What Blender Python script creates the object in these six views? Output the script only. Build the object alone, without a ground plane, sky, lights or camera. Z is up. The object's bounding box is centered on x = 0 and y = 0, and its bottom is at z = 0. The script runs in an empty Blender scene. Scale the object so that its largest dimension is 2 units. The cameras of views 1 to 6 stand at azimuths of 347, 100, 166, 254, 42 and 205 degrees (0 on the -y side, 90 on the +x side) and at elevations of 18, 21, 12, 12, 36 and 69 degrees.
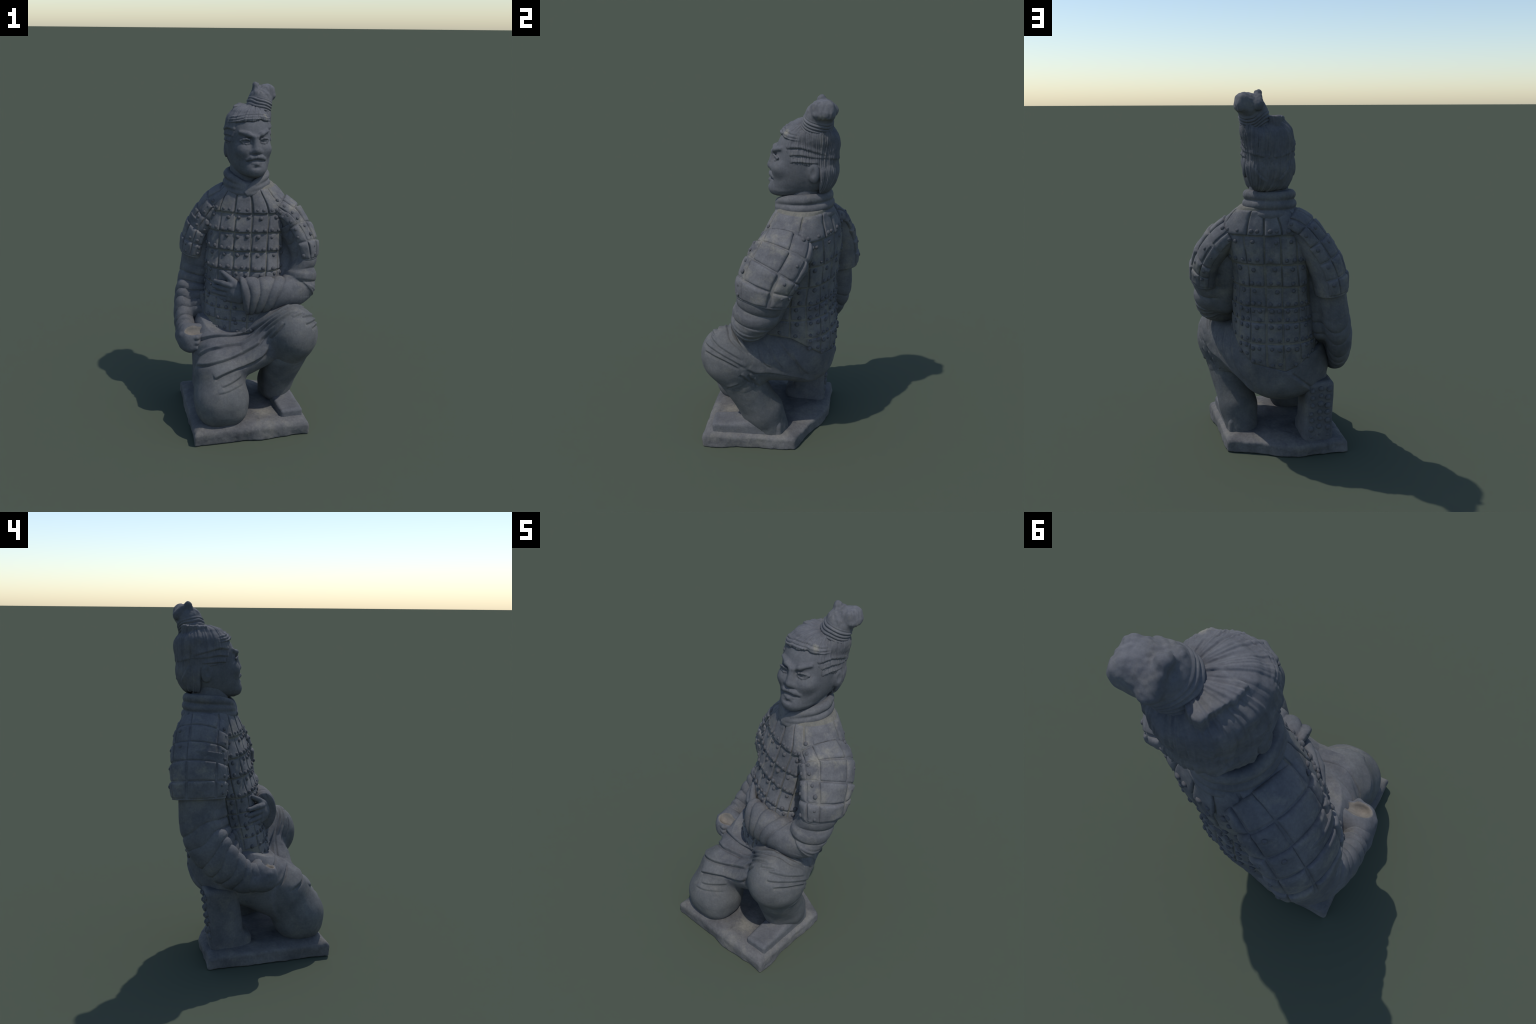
"""Kneeling armoured clay warrior on a slab, built from signed-distance solids
(head, limbs, robe, slab), lofted shells (torso armour, shoulder guards) and
individual armour plates, rivets and sole studs."""
import math
import numpy as np

RNG = np.random.RandomState(7)
f32 = np.float32


def V(*a):
    return np.array(a, dtype=np.float64)


# ------------------------------------------------------------------ noise
def _hash(ix, iy, iz, seed):
    n = (ix * 374761393 + iy * 668265263 + iz * 2147483647 + seed * 974634777) & 0xFFFFFFFF
    n = ((n ^ (n >> 13)) * 1274126177) & 0xFFFFFFFF
    return ((n ^ (n >> 16)) & 0xFFFF) / 32767.5 - 1.0


def vnoise(P, scale, seed=0):
    """Smooth value noise in [-1, 1]; scale may be a vector (stretched noise)."""
    Q = np.asarray(P, dtype=np.float64) * np.asarray(scale, dtype=np.float64)
    I = np.floor(Q).astype(np.int64)
    F = Q - I
    F = F * F * F * (F * (F * 6 - 15) + 10)
    out = 0
    for dx in (0, 1):
        wx = F[:, 0] if dx else 1 - F[:, 0]
        for dy in (0, 1):
            wy = F[:, 1] if dy else 1 - F[:, 1]
            for dz in (0, 1):
                wz = F[:, 2] if dz else 1 - F[:, 2]
                out = out + wx * wy * wz * _hash(I[:, 0] + dx, I[:, 1] + dy, I[:, 2] + dz, seed)
    return out


def fbm(P, scale, octaves=3, seed=0):
    s, a, tot = 0, 1.0, 0
    scale = np.asarray(scale, dtype=np.float64)
    for o in range(octaves):
        s = s + a * vnoise(P, scale * 2 ** o, seed + o * 17)
        tot += a
        a *= 0.5
    return s / tot


# ------------------------------------------------------------------ distance solids
def smin(a, b, k):
    h = np.clip(0.5 + 0.5 * (b - a) / k, 0, 1)
    return b + (a - b) * h - k * h * (1 - h)


def smax(a, b, k):
    return -smin(-a, -b, k)


def cone(P, a, b, ra, rb):
    a, b = np.asarray(a, float), np.asarray(b, float)
    ab = b - a
    t = np.clip((P - a) @ ab / (ab @ ab), 0, 1)
    return np.linalg.norm(P - a - t[:, None] * ab, axis=1) - (ra + (rb - ra) * t)


def ell(P, c, r, M=None):
    """Ellipsoid; M rows are its axes."""
    p = P - np.asarray(c, float)
    if M is not None:
        p = p @ np.asarray(M, float).T
    r = np.asarray(r, float)
    k0 = np.linalg.norm(p / r, axis=1)
    k1 = np.linalg.norm(p / (r * r), axis=1) + 1e-9
    return k0 * (k0 - 1) / k1


def rbox(P, c, half, rad, M=None):
    p = P - np.asarray(c, float)
    if M is not None:
        p = p @ np.asarray(M, float).T
    q = np.abs(p) - (np.asarray(half, float) - rad)
    return np.linalg.norm(np.maximum(q, 0), axis=1) + np.minimum(q.max(1), 0) - rad


def prism(P, poly, z0, z1, rad):
    """Upright prism over a convex polygon given counter-clockwise."""
    d = np.full(len(P), -9.0)
    n = len(poly)
    for i in range(n):
        a, b = np.array(poly[i]), np.array(poly[(i + 1) % n])
        e = (b - a) / np.linalg.norm(b - a)
        d = smax(d, (P[:, 0] - a[0]) * e[1] - (P[:, 1] - a[1]) * e[0], 0.012)
    return smax(smax(d, P[:, 2] - z1, rad), z0 - P[:, 2], 0.004)


def interp(z, zs, vals):
    """Smooth monotone-ish interpolation of a profile table."""
    zs, vals = np.asarray(zs, float), np.asarray(vals, float)
    m = np.gradient(vals, zs)
    i = np.clip(np.searchsorted(zs, z) - 1, 0, len(zs) - 2)
    h = zs[i + 1] - zs[i]
    t = np.clip((z - zs[i]) / h, 0, 1)
    t2, t3 = t * t, t * t * t
    return ((2 * t3 - 3 * t2 + 1) * vals[i] + (t3 - 2 * t2 + t) * h * m[i]
            + (-2 * t3 + 3 * t2) * vals[i + 1] + (t3 - t2) * h * m[i + 1])


def stack(x, y, z, prof, n=2.3):
    """Solid made of horizontal super-ellipses: rows (z, half width, front, back)."""
    prof = np.asarray(prof, float)
    zs = prof[:, 0]
    w = np.maximum(interp(z, zs, prof[:, 1]), 1e-3)
    fr, bk = interp(z, zs, prof[:, 2]), interp(z, zs, prof[:, 3])
    cy, d = 0.5 * (fr + bk), np.maximum(0.5 * (bk - fr), 1e-3)
    u, v = np.abs(x) / w, np.abs(y - cy) / d
    f = (u ** n + v ** n) ** (1 / n)
    dist = (f - 1) * np.minimum(w, d)
    return np.maximum(np.maximum(dist, z - zs[-1]), zs[0] - z)


def catmull(pts, per=8, closed=False):
    pts = np.asarray(pts, float)
    n = len(pts)
    out = []
    for i in range(n if closed else n - 1):
        p = [pts[(i + k) % n] if closed else pts[min(max(i + k, 0), n - 1)] for k in (-1, 0, 1, 2)]
        for t in np.arange(per) / per:
            out.append(0.5 * (2 * p[1] + (p[2] - p[0]) * t + (2 * p[0] - 5 * p[1] + 4 * p[2] - p[3]) * t * t
                              + (3 * p[1] - p[0] - 3 * p[2] + p[3]) * t ** 3))
    if not closed:
        out.append(pts[-1])
    return np.array(out)


class Tube:
    """Limb: a spine with an elliptical section (half sizes ru along `up`, rv across)."""

    def __init__(self, rows, up, per=6):
        R = catmull(rows, per)               # x y z ru rv
        self.C, self.ru, self.rv = R[:, :3], R[:, 3], R[:, 4]
        t = np.gradient(self.C, axis=0)
        self.T = t / np.linalg.norm(t, axis=1)[:, None]
        up = np.asarray(up, float)
        if up.ndim == 1:
            up = np.tile(up, (len(self.C), 1))
        else:
            up = np.stack([np.interp(np.linspace(0, 1, len(self.C)), np.linspace(0, 1, len(up)), up[:, k]) for k in range(3)], 1)
        U = up - (up * self.T).sum(1)[:, None] * self.T
        self.U = U / np.linalg.norm(U, axis=1)[:, None]
        self.W = np.cross(self.T, self.U)
        s = np.r_[0, np.cumsum(np.linalg.norm(np.diff(self.C, axis=0), axis=1))]
        self.L = s[-1]
        self.s = s

    def locate(self, P):
        best = np.full(len(P), 1e9)
        seg = np.zeros(len(P), int)
        tt = np.zeros(len(P))
        for i in range(len(self.C) - 1):
            a, b = self.C[i], self.C[i + 1]
            ab = b - a
            t = np.clip((P - a) @ ab / (ab @ ab), 0, 1)
            d = ((P - a - t[:, None] * ab) ** 2).sum(1)
            m = d < best
            best[m], seg[m], tt[m] = d[m], i, t[m]
        return seg, tt

    def coords(self, P):
        seg, t = self.locate(P)
        L = lambda A: A[seg] + (A[seg + 1] - A[seg]) * (t[:, None] if A.ndim == 2 else t)
        p = P - L(self.C)
        u, v, w = (p * L(self.U)).sum(1), (p * L(self.W)).sum(1), (p * L(self.T)).sum(1)
        w = np.where((L(self.s) < 1e-6) | (L(self.s) > self.L - 1e-6), w, 0)
        return L(self.s), u, v, w, L(self.ru), L(self.rv)

    def sdf(self, P):
        s, u, v, w, ru, rv = self.coords(P)
        k0 = np.sqrt((u / ru) ** 2 + (v / rv) ** 2)
        k1 = np.sqrt((u / ru ** 2) ** 2 + (v / rv ** 2) ** 2) + 1e-6
        d = k0 * (k0 - 1) / k1
        d = np.where(k0 < 0.2, -np.minimum(ru, rv) * (1 - k0), d)
        w = np.abs(w)
        return np.where(w > 1e-4, np.sqrt(np.maximum(d, 0) ** 2 + w * w), d)

    def at(self, q, phi, off=0.0):
        """Point on the tube surface: q in 0..1 along the spine, phi round it."""
        x = np.clip(q, 0, 1) * self.L
        L = lambda A: np.stack([np.interp(x, self.s, A[:, k]) for k in range(3)], -1)
        ru, rv = np.interp(x, self.s, self.ru) + off, np.interp(x, self.s, self.rv) + off
        return L(self.C) + (ru * np.cos(phi))[..., None] * L(self.U) + (rv * np.sin(phi))[..., None] * L(self.W)


# ------------------------------------------------------------------ surface extraction
def extract(sdf, lo, hi, h):
    """Zero surface of sdf inside a box as a quad mesh (surface nets on a narrow band)."""
    lo, hi = np.asarray(lo, float), np.asarray(hi, float)
    nb = np.ceil((hi - lo) / (4 * h)).astype(int)
    ax = [lo[k] + 4 * h * np.arange(nb[k] + 1) for k in range(3)]
    G = np.stack(np.meshgrid(*ax, indexing="ij"), -1).reshape(-1, 3)
    Cc = sdf(G).reshape(nb + 1)
    mn = mx = None
    near = np.zeros(nb, bool)
    for dx in (0, 1):
        for dy in (0, 1):
            for dz in (0, 1):
                c = Cc[dx:dx + nb[0], dy:dy + nb[1], dz:dz + nb[2]]
                near |= np.abs(c) < 4 * h * 2.1
                mn = c if mn is None else np.minimum(mn, c)
                mx = c if mx is None else np.maximum(mx, c)
    near |= (mn < 0) & (mx > 0)
    n = nb * 4 + 1
    F = np.repeat(np.repeat(np.repeat(np.where(Cc < 0, -1.0, 1.0), 4, 0), 4, 1), 4, 2)[:n[0], :n[1], :n[2]].astype(f32)
    need = np.zeros(n, bool)
    B = np.repeat(np.repeat(np.repeat(near, 4, 0), 4, 1), 4, 2)
    need[:-1, :-1, :-1] |= B
    need[1:, 1:, 1:] |= B
    need[1:, :-1, :-1] |= B
    need[:-1, 1:, :-1] |= B
    need[:-1, :-1, 1:] |= B
    idx = np.argwhere(need)
    vals = np.empty(len(idx), f32)
    for a in range(0, len(idx), 400000):
        vals[a:a + 400000] = sdf(lo + h * idx[a:a + 400000])
    F[need] = vals
    ins = F < 0
    m = n - 1
    acc = np.zeros((m.prod(), 3))
    cnt = np.zeros(m.prod())
    quads = []
    cid = lambda I: (I[:, 0] * m[1] + I[:, 1]) * m[2] + I[:, 2]
    for axis in range(3):
        sl0 = [slice(None)] * 3
        sl1 = [slice(None)] * 3
        sl0[axis], sl1[axis] = slice(0, -1), slice(1, None)
        E = np.argwhere(ins[tuple(sl0)] != ins[tuple(sl1)])
        o1, o2 = [k for k in range(3) if k != axis]
        ok = (E[:, o1] > 0) & (E[:, o1] < m[o1]) & (E[:, o2] > 0) & (E[:, o2] < m[o2])
        E = E[ok]
        E1 = E.copy()
        E1[:, axis] += 1
        a, b = F[tuple(E.T)], F[tuple(E1.T)]
        P = E.astype(float)
        P[:, axis] += a / (a - b)
        cells = []
        for d1, d2 in ((-1, -1), (0, -1), (0, 0), (-1, 0)):
            C = E.copy()
            C[:, o1] += d1
            C[:, o2] += d2
            c = cid(C)
            cells.append(c)
            for k in range(3):
                acc[:, k] += np.bincount(c, P[:, k], len(acc))
            cnt += np.bincount(c, minlength=len(cnt))
        q = np.stack(cells, 1)
        flip = (a < 0) if axis != 1 else (a >= 0)
        q[~flip] = q[~flip][:, ::-1]
        quads.append(q)
    Q = np.concatenate(quads)
    used = np.unique(Q)
    remap = np.full(len(cnt), -1)
    remap[used] = np.arange(len(used))
    verts = lo + h * acc[used] / cnt[used][:, None]
    return verts, remap[Q]


def vnormals(verts, quads):
    n = np.cross(verts[quads[:, 2]] - verts[quads[:, 0]], verts[quads[:, 3]] - verts[quads[:, 1]])
    out = np.zeros_like(verts)
    for k in range(4):
        for c in range(3):
            out[:, c] += np.bincount(quads[:, k], n[:, c], len(verts))
    return out / (np.linalg.norm(out, axis=1)[:, None] + 1e-12)


def relax(verts, quads, times=1, amount=0.5):
    for _ in range(times):
        s = np.zeros_like(verts)
        c = np.zeros(len(verts))
        for k in range(4):
            for j in (1, 3):
                o = quads[:, (k + j) % 4]
                for d in range(3):
                    s[:, d] += np.bincount(quads[:, k], verts[o, d], len(verts))
                c += np.bincount(quads[:, k], minlength=len(verts))
        verts = verts + amount * (s / np.maximum(c, 1)[:, None] - verts)
    return verts


# ------------------------------------------------------------------ creases
def crease(P, curve, groove=0.006, width=0.008, lip=0.0, lip_w=0.03, side=(0, 0, 1), fade=True):
    """Height change round a 3D curve: a narrow groove, with a swollen lip on the `side` of it."""
    C = catmull(curve, 6)
    reach = max(3 * width, 3 * lip_w if lip else 0)
    m = np.all((P > C.min(0) - reach) & (P < C.max(0) + reach), axis=1)
    out = np.zeros(len(P))
    if not m.any():
        return out
    p = P[m]
    best = np.full(len(p), 1e9)
    sgn = np.zeros(len(p))
    along = np.zeros(len(p))
    side = np.asarray(side, float)
    for i in range(len(C) - 1):
        a, ab = C[i], C[i + 1] - C[i]
        t = np.clip((p - a) @ ab / (ab @ ab + 1e-12), 0, 1)
        r = p - a - t[:, None] * ab
        d = np.linalg.norm(r, axis=1)
        k = d < best
        best[k] = d[k]
        sgn[k] = (r[k] @ side)
        along[k] = (i + t[k]) / (len(C) - 1)
    env = np.clip(np.minimum(along, 1 - along) * 5, 0, 1)
    env = env * (2 - env) if fade else 1.0
    h = -groove * np.exp(-(best / width) ** 2)
    if lip:
        up = 0.5 + 0.5 * np.tanh(sgn / (0.5 * width))
        h = h + lip * up * np.exp(-(best / lip_w) ** 2)
    out[m] = h * env
    return out


# ------------------------------------------------------------------ frames
TA = math.radians(23.5)
TO = V(.03, .125, 0)
TL, TB = V(math.cos(TA), -math.sin(TA), 0), V(math.sin(TA), math.cos(TA), 0)   # torso left, torso back
HA = math.radians(5)
HO = V(.043, .190, 0)
HL, HB = V(math.cos(HA), math.sin(HA), 0), V(-math.sin(HA), math.cos(HA), 0)   # head left, head back


def to_world(p, O, L, B):
    p = np.asarray(p, float)
    return O + p[..., :1] * L + p[..., 1:2] * B + p[..., 2:3] * V(0, 0, 1)


def head_w(*p):
    return to_world(np.array(p), HO, HL, HB)


# ------------------------------------------------------------------ torso shell
TORSO = [  # z, half width to the right, front, back, half width to the left, how much the left side narrows backwards
    (.48, .26, -.29, .165, .20, .2), (.56, .265, -.285, .180, .21, .2), (.65, .26, -.268, .188, .21, .25), (.75, .253, -.243, .186, .205, .28),
    (.85, .247, -.215, .179, .205, .28), (.93, .247, -.200, .184, .205, .28), (1.04, .247, -.172, .199, .207, .27), (1.15, .245, -.150, .215, .22, .2),
    (1.26, .235, -.118, .221, .235, .1), (1.32, .215, -.098, .210, .215, .05), (1.37, .175, -.080, .198, .175, 0), (1.41, .135, -.06, .19, .135, 0)]
TN = 2.5


def torso_local(theta, z, off=0.0):
    P = np.asarray(TORSO)
    w, fr, bk, wl, k = (interp(z, P[:, 0], P[:, i]) for i in (1, 2, 3, 4, 5))
    cy, d = .5 * (fr + bk), .5 * (bk - fr)
    c, s = np.cos(theta), np.sin(theta)
    yn = np.sign(s) * np.abs(s) ** (2 / TN)
    w = np.where(c > 0, wl * (1 - k * yn), w)
    return (w + off) * np.sign(c) * np.abs(c) ** (2 / TN), cy + (d + off) * yn


def torso_at(theta, z, off=0.0):
    """Point of the armour shell; theta 0 = left flank, pi/2 = back, -pi/2 = front."""
    x, y = torso_local(theta, z, off)
    return TO + x[..., None] * TL + y[..., None] * TB + z[..., None] * V(0, 0, 1)


def theta_of(e1, back, z=.95):
    """Angle at which the shell has the sideways coordinate e1."""
    t = np.linspace(.12, math.pi - .12, 400) * (1 if back else -1)
    x, _ = torso_local(t, np.full(400, float(z)))
    return float(t[np.argmin(np.abs(x - e1))])


def hem(theta):
    """Lower edge of the armour: dips at the front and to a point at the back."""
    keys = np.radians([-180, -140, -115, -92, -70, -45, -15, 20, 50, 75, 100, 112, 125, 150, 180])
    vals = [.63, .62, .585, .557, .575, .66, .71, .695, .63, .575, .540, .523, .545, .60, .63]
    t = (np.asarray(theta) + math.pi) % (2 * math.pi) - math.pi
    return np.interp(t, keys, vals)


def torso_sdf(P):
    """Distance to the armour shell, and the angle round it."""
    q = P - TO
    x, y, z = q @ TL, q @ TB, P[:, 2]
    T = np.asarray(TORSO)
    w, fr, bk, wl, k = (interp(z, T[:, 0], T[:, i]) for i in (1, 2, 3, 4, 5))
    cy, d = .5 * (fr + bk), .5 * (bk - fr)
    yn = (y - cy) / d
    w = np.where(x > 0, wl * np.clip(1 - k * yn, .4, 1.6), w)
    u, v = np.abs(x) / w, np.abs(yn)
    f = (u ** TN + v ** TN) ** (1 / TN)
    th = np.arctan2(np.sign(yn) * v ** (TN / 2), np.sign(x) * u ** (TN / 2))
    return (f - 1) * np.minimum(w, d), th


# ------------------------------------------------------------------ limbs
def tw(rows):
    """Rows given as (left, back, z, ...) in the torso frame, turned into world rows."""
    return [(*to_world(np.array(r[:3]), TO, TL, TB), *r[3:]) for r in rows]


ARM_R = Tube([  # hanging arm, bent forward at the elbow
    (-.215, .265, 1.20, .12, .08), (-.262, .295, 1.02, .118, .08), (-.278, .308, .90, .112, .078), (-.298, .302, .80, .114, .076),
    (-.330, .262, .695, .118, .072), (-.355, .185, .60, .108, .068), (-.366, .095, .53, .095, .064), (-.367, .01, .505, .080, .060)],
    [(.17, 1, 0), (.17, 1, 0), (.2, .7, -.5), (.1, .2, -.9), (.1, 0, -1)])
ARM_L = Tube([  # bent arm laid across the belly
    (.27, .03, 1.18, .12, .085), (.335, -.02, 1.03, .12, .085), (.325, -.045, .93, .12, .085), (.312, -.075, .855, .115, .088)],
    (.17, 1, 0))
FOREARM_L = Tube([
    (.315, -.075, .90, .10, .085), (.30, -.09, .83, .105, .097), (.235, -.122, .80, .10, .095), (.14, -.138, .80, .10, .082), (.05, -.138, .795, .108, .074), (-.055, -.124, .788, .118, .066)],
    [(.2, .9, 0), (.2, .6, .6), (0, 0, 1), (0, 0, 1), (0, 0, 1), (0, 0, 1)])
GUARD_R = Tube(tw([
    (-.06, .06, 1.325, .12, .062), (-.130, .060, 1.315, .13, .080), (-.192, .062, 1.277, .140, .088), (-.246, .060, 1.21, .146, .092), (-.297, .057, 1.13, .148, .094), (-.330, .052, 1.046, .148, .095), (-.347, .047, .955, .145, .092)]),
    (.17, 1, 0))
GUARD_L = Tube(tw([
    (.06, .06, 1.325, .12, .062), (.120, .058, 1.300, .122, .074), (.174, .056, 1.268, .132, .079), (.238, .060, 1.220, .152, .082), (.300, .033, 1.143, .154, .083), (.338, .008, 1.067, .148, .085), (.354, -.006, .975, .137, .080)]),
    (.17, 1, 0))


def arm_r_sdf(P):
    inner = cone(P, (-.20, .245, 1.08), (-.245, .22, .74), .085, .08)      # sleeve pressed against the flank
    inner = smin(inner, cone(P, (-.25, .20, .74), (-.275, .13, .64), .075, .06), .03)
    return smin(ARM_R.sdf(P), inner, .03)


def arm_l_sdf(P):
    d = smin(ARM_L.sdf(P), FOREARM_L.sdf(P), .03)
    d = smin(d, cone(P, (.23, .085, 1.10), (.245, -.01, .86), .09, .082), .03)
    return smax(d, -.058 - P[:, 0] - .25 * (P[:, 2] - .79), .01)


def puff(t, sharp=.55):
    return np.abs(np.sin(math.pi * t)) ** sharp


def arm_r_detail(P):
    s, u, v, w, ru, rv = ARM_R.coords(P)
    q = s / ARM_R.L
    ang = np.clip(u / ru, -1.2, 1.2)                 # -1 inner side of the bend .. 1 outer
    ph = (q - .40) / .60 * 7.5 - .55 * ang * np.clip(1.3 - q, .2, 1) + .35 * vnoise(P, 7, 3)
    m = np.clip((q - .38 - .05 * ang) * 9, 0, 1) * np.clip(.85 + .4 * vnoise(P, 6, 13), .5, 1.2)
    return m * (.019 * puff(ph, .38) - .014) + .002 * fbm(P, 14, 2, 5)


def arm_l_detail(P):
    x, y, z = P.T
    ph = (z - .745) / .085 + .45 * (y + .05) / .13 + .15 * vnoise(P, 8, 4)
    up = np.clip((x - .27) * 14, 0, 1) * np.clip((z - .77) * 14, 0, 1)
    h = up * (.015 * puff(ph, .4) - .010)
    xs = x - .45 * (z - .80) * np.clip(x / .12, -.3, 1.2)
    ph2 = (xs + .06) / (.045 + .05 * np.clip(xs, 0, .3)) + .3 * vnoise(P, 7, 9)
    fo = np.clip((.24 - xs) * 9, 0, 1) * np.clip((-.055 - y) * 30, 0, 1) * (1 - up)
    h = h + fo * (.016 * puff(ph2, .45) - .010)
    return h + .0015 * fbm(P, 14, 2, 6)


# hands ------------------------------------------------------------
def hollow_sdf(P):
    """Socket through the fist that once held a weapon."""
    return smin(ell(P, (-.350, -.070, .592), (.042, .034, .050)), ell(P, (-.310, -.066, .585), (.036, .026, .035)), .02)


def hand_r_sdf(P):
    M = np.array([(math.cos(.25), math.sin(.25), 0), (-math.sin(.25), math.cos(.25), 0), (0, 0, 1)])
    d = rbox(P, (-.345, -.040, .505), (.070, .068, .074), .052, M)
    d = smin(d, cone(P, (-.372, .03, .505), (-.36, -.03, .505), .068, .07), .03)
    d = smin(d, cone(P, (-.37, .0, .56), (-.29, -.015, .555), .035, .03), .03)          # thumb bridge
    d = smin(d, cone(P, (-.29, -.015, .555), (-.268, -.07, .545), .030, .026), .02)
    for k in range(3):                                                                  # curled fingers
        z = .475 + .033 * k
        d = smin(d, cone(P, (-.405, -.052, z), (-.325, -.100, z), .021, .019), .008)
    return smax(d, -hollow_sdf(P), .014)


FINGERS = [((-.115, -.095, .85), (-.155, -.058, .856), (-.192, .004, .853)),
           ((-.112, -.092, .822), (-.158, -.052, .822), (-.2, .012, .82)),
           ((-.11, -.088, .793), (-.158, -.048, .789), (-.203, .012, .786)),
           ((-.108, -.083, .765), (-.155, -.043, .759), (-.198, .008, .754))]


def hand_l_sdf(P):
    M = np.array([(.8, -.6, 0), (.6, .8, 0), (0, 0, 1)])
    d = rbox(P, (-.092, -.098, .806), (.055, .021, .062), .02, M)
    d = smin(d, cone(P, (-.05, -.12, .80), (-.085, -.105, .80), .035, .03), .03)
    for a, b, c in FINGERS:
        f = np.minimum(cone(P, a, b, .0175, .0165), cone(P, b, c, .0165, .0125))
        d = smin(d, f, .006)
    t = np.minimum(cone(P, (-.075, -.105, .85), (-.115, -.07, .885), .024, .018), cone(P, (-.115, -.07, .885), (-.15, -.025, .913), .018, .013))
    return smin(d, t, .012)


# ------------------------------------------------------------------ lower body
BASE_POLY = [(-.396, -.427), (.291, -.426), (.271, .115), (-.10, .286), (-.387, .281)]


def base_sdf(P):
    """Slab with sharp upright sides; its top rises from the rim like a low cushion."""
    rim = prism(P, BASE_POLY, -1.0, 1.0, .001)
    front = np.clip(-P[:, 1] / .4, -1, 1)
    top = .066 + .006 * front + (.026 + .012 * front) * (1 - np.exp(np.minimum(rim, 0) / .035))
    d = smax(smax(rim + .010 * vnoise(P, (9, 9, 14), 23) * np.clip(1 - P[:, 2] / .09, 0, 1), (P[:, 2] - top) * .9, .012), .0 - P[:, 2], .004)
    for c, r in (((-.335, -.462, .0), (.045, .04, .045)), ((-.24, -.464, -.005), (.04, .04, .045)), ((-.16, -.458, -.01), (.05, .04, .03)), ((-.05, -.455, -.01), (.03, .035, .025))):
        d = smax(d, -ell(P, c, r), .006)                                   # broken front edge
    return d


def robe_sdf(P):
    """Hips and the skirt over both thighs."""
    hips = ell(P, (-.035, .112, .56), (.255, .22, .235))
    seat = ell(P, (-.045, .165, .445), (.195, .145, .118))
    d = smin(hips, seat, .06)
    belly = ell(P, (-.05, -.01, .51), (.235, .140, .14))
    d = smin(d, belly, .05)
    th_r = cone(P, (-.15, .06, .49), (-.215, -.205, .33), .18, .15)
    d = smin(d, th_r, .06)
    shell, th = torso_sdf(P)
    over = np.clip((P[:, 2] - hem(th) + .012) / .02, 0, 1)             # above the hem the cloth stays under the armour
    d = smax(d, shell + .008 - (1 - over) * .12, .008)
    th_l = cone(P, (.08, .01, .555), (.218, -.218, .60), .178, .140)
    web = np.minimum(cone(P, (-.19, -.195, .385), (-.05, -.205, .420), .118, .092),
                     cone(P, (-.05, -.205, .420), (.16, -.200, .535), .092, .112))      # cloth stretched between the thighs
    return smin(d, smin(th_l, web, .04), .05)


def leg_r_sdf(P):
    knee = cone(P, (-.215, -.21, .34), (-.213, -.275, .24), .146, .145)
    low = rbox(P, (-.211, -.290, .19), (.146, .130, .13), .11)
    d = smin(knee, low, .07)
    shin = cone(P, (-.215, -.2, .38), (-.225, .16, .385), .095, .078)
    d = smin(d, shin, .05)
    return smax(d, .05 - P[:, 2], .01)


def foot_r_sdf(P):
    """Shoe standing on its toes, sole facing backwards."""
    lean = .12 * (P[:, 2] - .25)
    Q = P.copy()
    Q[:, 1] -= lean
    d = rbox(Q, (-.228, .165, .24), (.083, .095, .19), .03)
    toe = rbox(P, (-.225, .13, .10), (.078, .12, .055), .035)
    return smin(d, toe, .03)


def leg_l_sdf(P):
    knee = ell(P, (.226, -.243, .588), (.140, .154, .162))
    bag = cone(P, (.226, -.237, .57), (.203, -.178, .435), .139, .127)
    d = smin(knee, bag, .05)
    th = cone(P, (.22, -.20, .56), (.12, .0, .54), .14, .14)
    return smin(d, th, .04)


def shin_l_sdf(P):
    T = cone(P, (.214, -.198, .46), (.170, -.075, .20), .124, .104)
    T = smin(T, cone(P, (.172, -.065, .20), (.162, -.025, .09), .105, .092), .03)
    T = smin(T, cone(P, (.155, -.21, .42), (.148, -.135, .17), .090, .075), .04)
    return smax(T, .05 - P[:, 2], .01)


def foot_l_sdf(P):
    a = math.radians(3)
    M = np.array([(math.cos(a), math.sin(a), 0), (-math.sin(a), math.cos(a), 0), (0, 0, 1)])
    d = rbox(P, (.187, -.168, .10), (.068, .203, .042), .016, M)
    slope = P[:, 2] - (.128 + .16 * np.clip(P[:, 1] + .34, 0, .22))
    d2 = rbox(P, (.184, -.15, .12), (.062, .18, .075), .018, M)
    d = smin(d, smax(d2, slope, .02), .02)
    heel = cone(P, (.155, -.030, .10), (.157, -.035, .16), .076, .076)
    return smin(d, heel, .03)


# robe drapery: curves near the surface, (x, y, z), snapped on to it
def drape(*pts, **kw):
    d = dict(groove=.014, width=.0075, lip=.015, lip_w=.028, side=(0, .6, .8))
    d.update(kw)
    return list(pts), d


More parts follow.
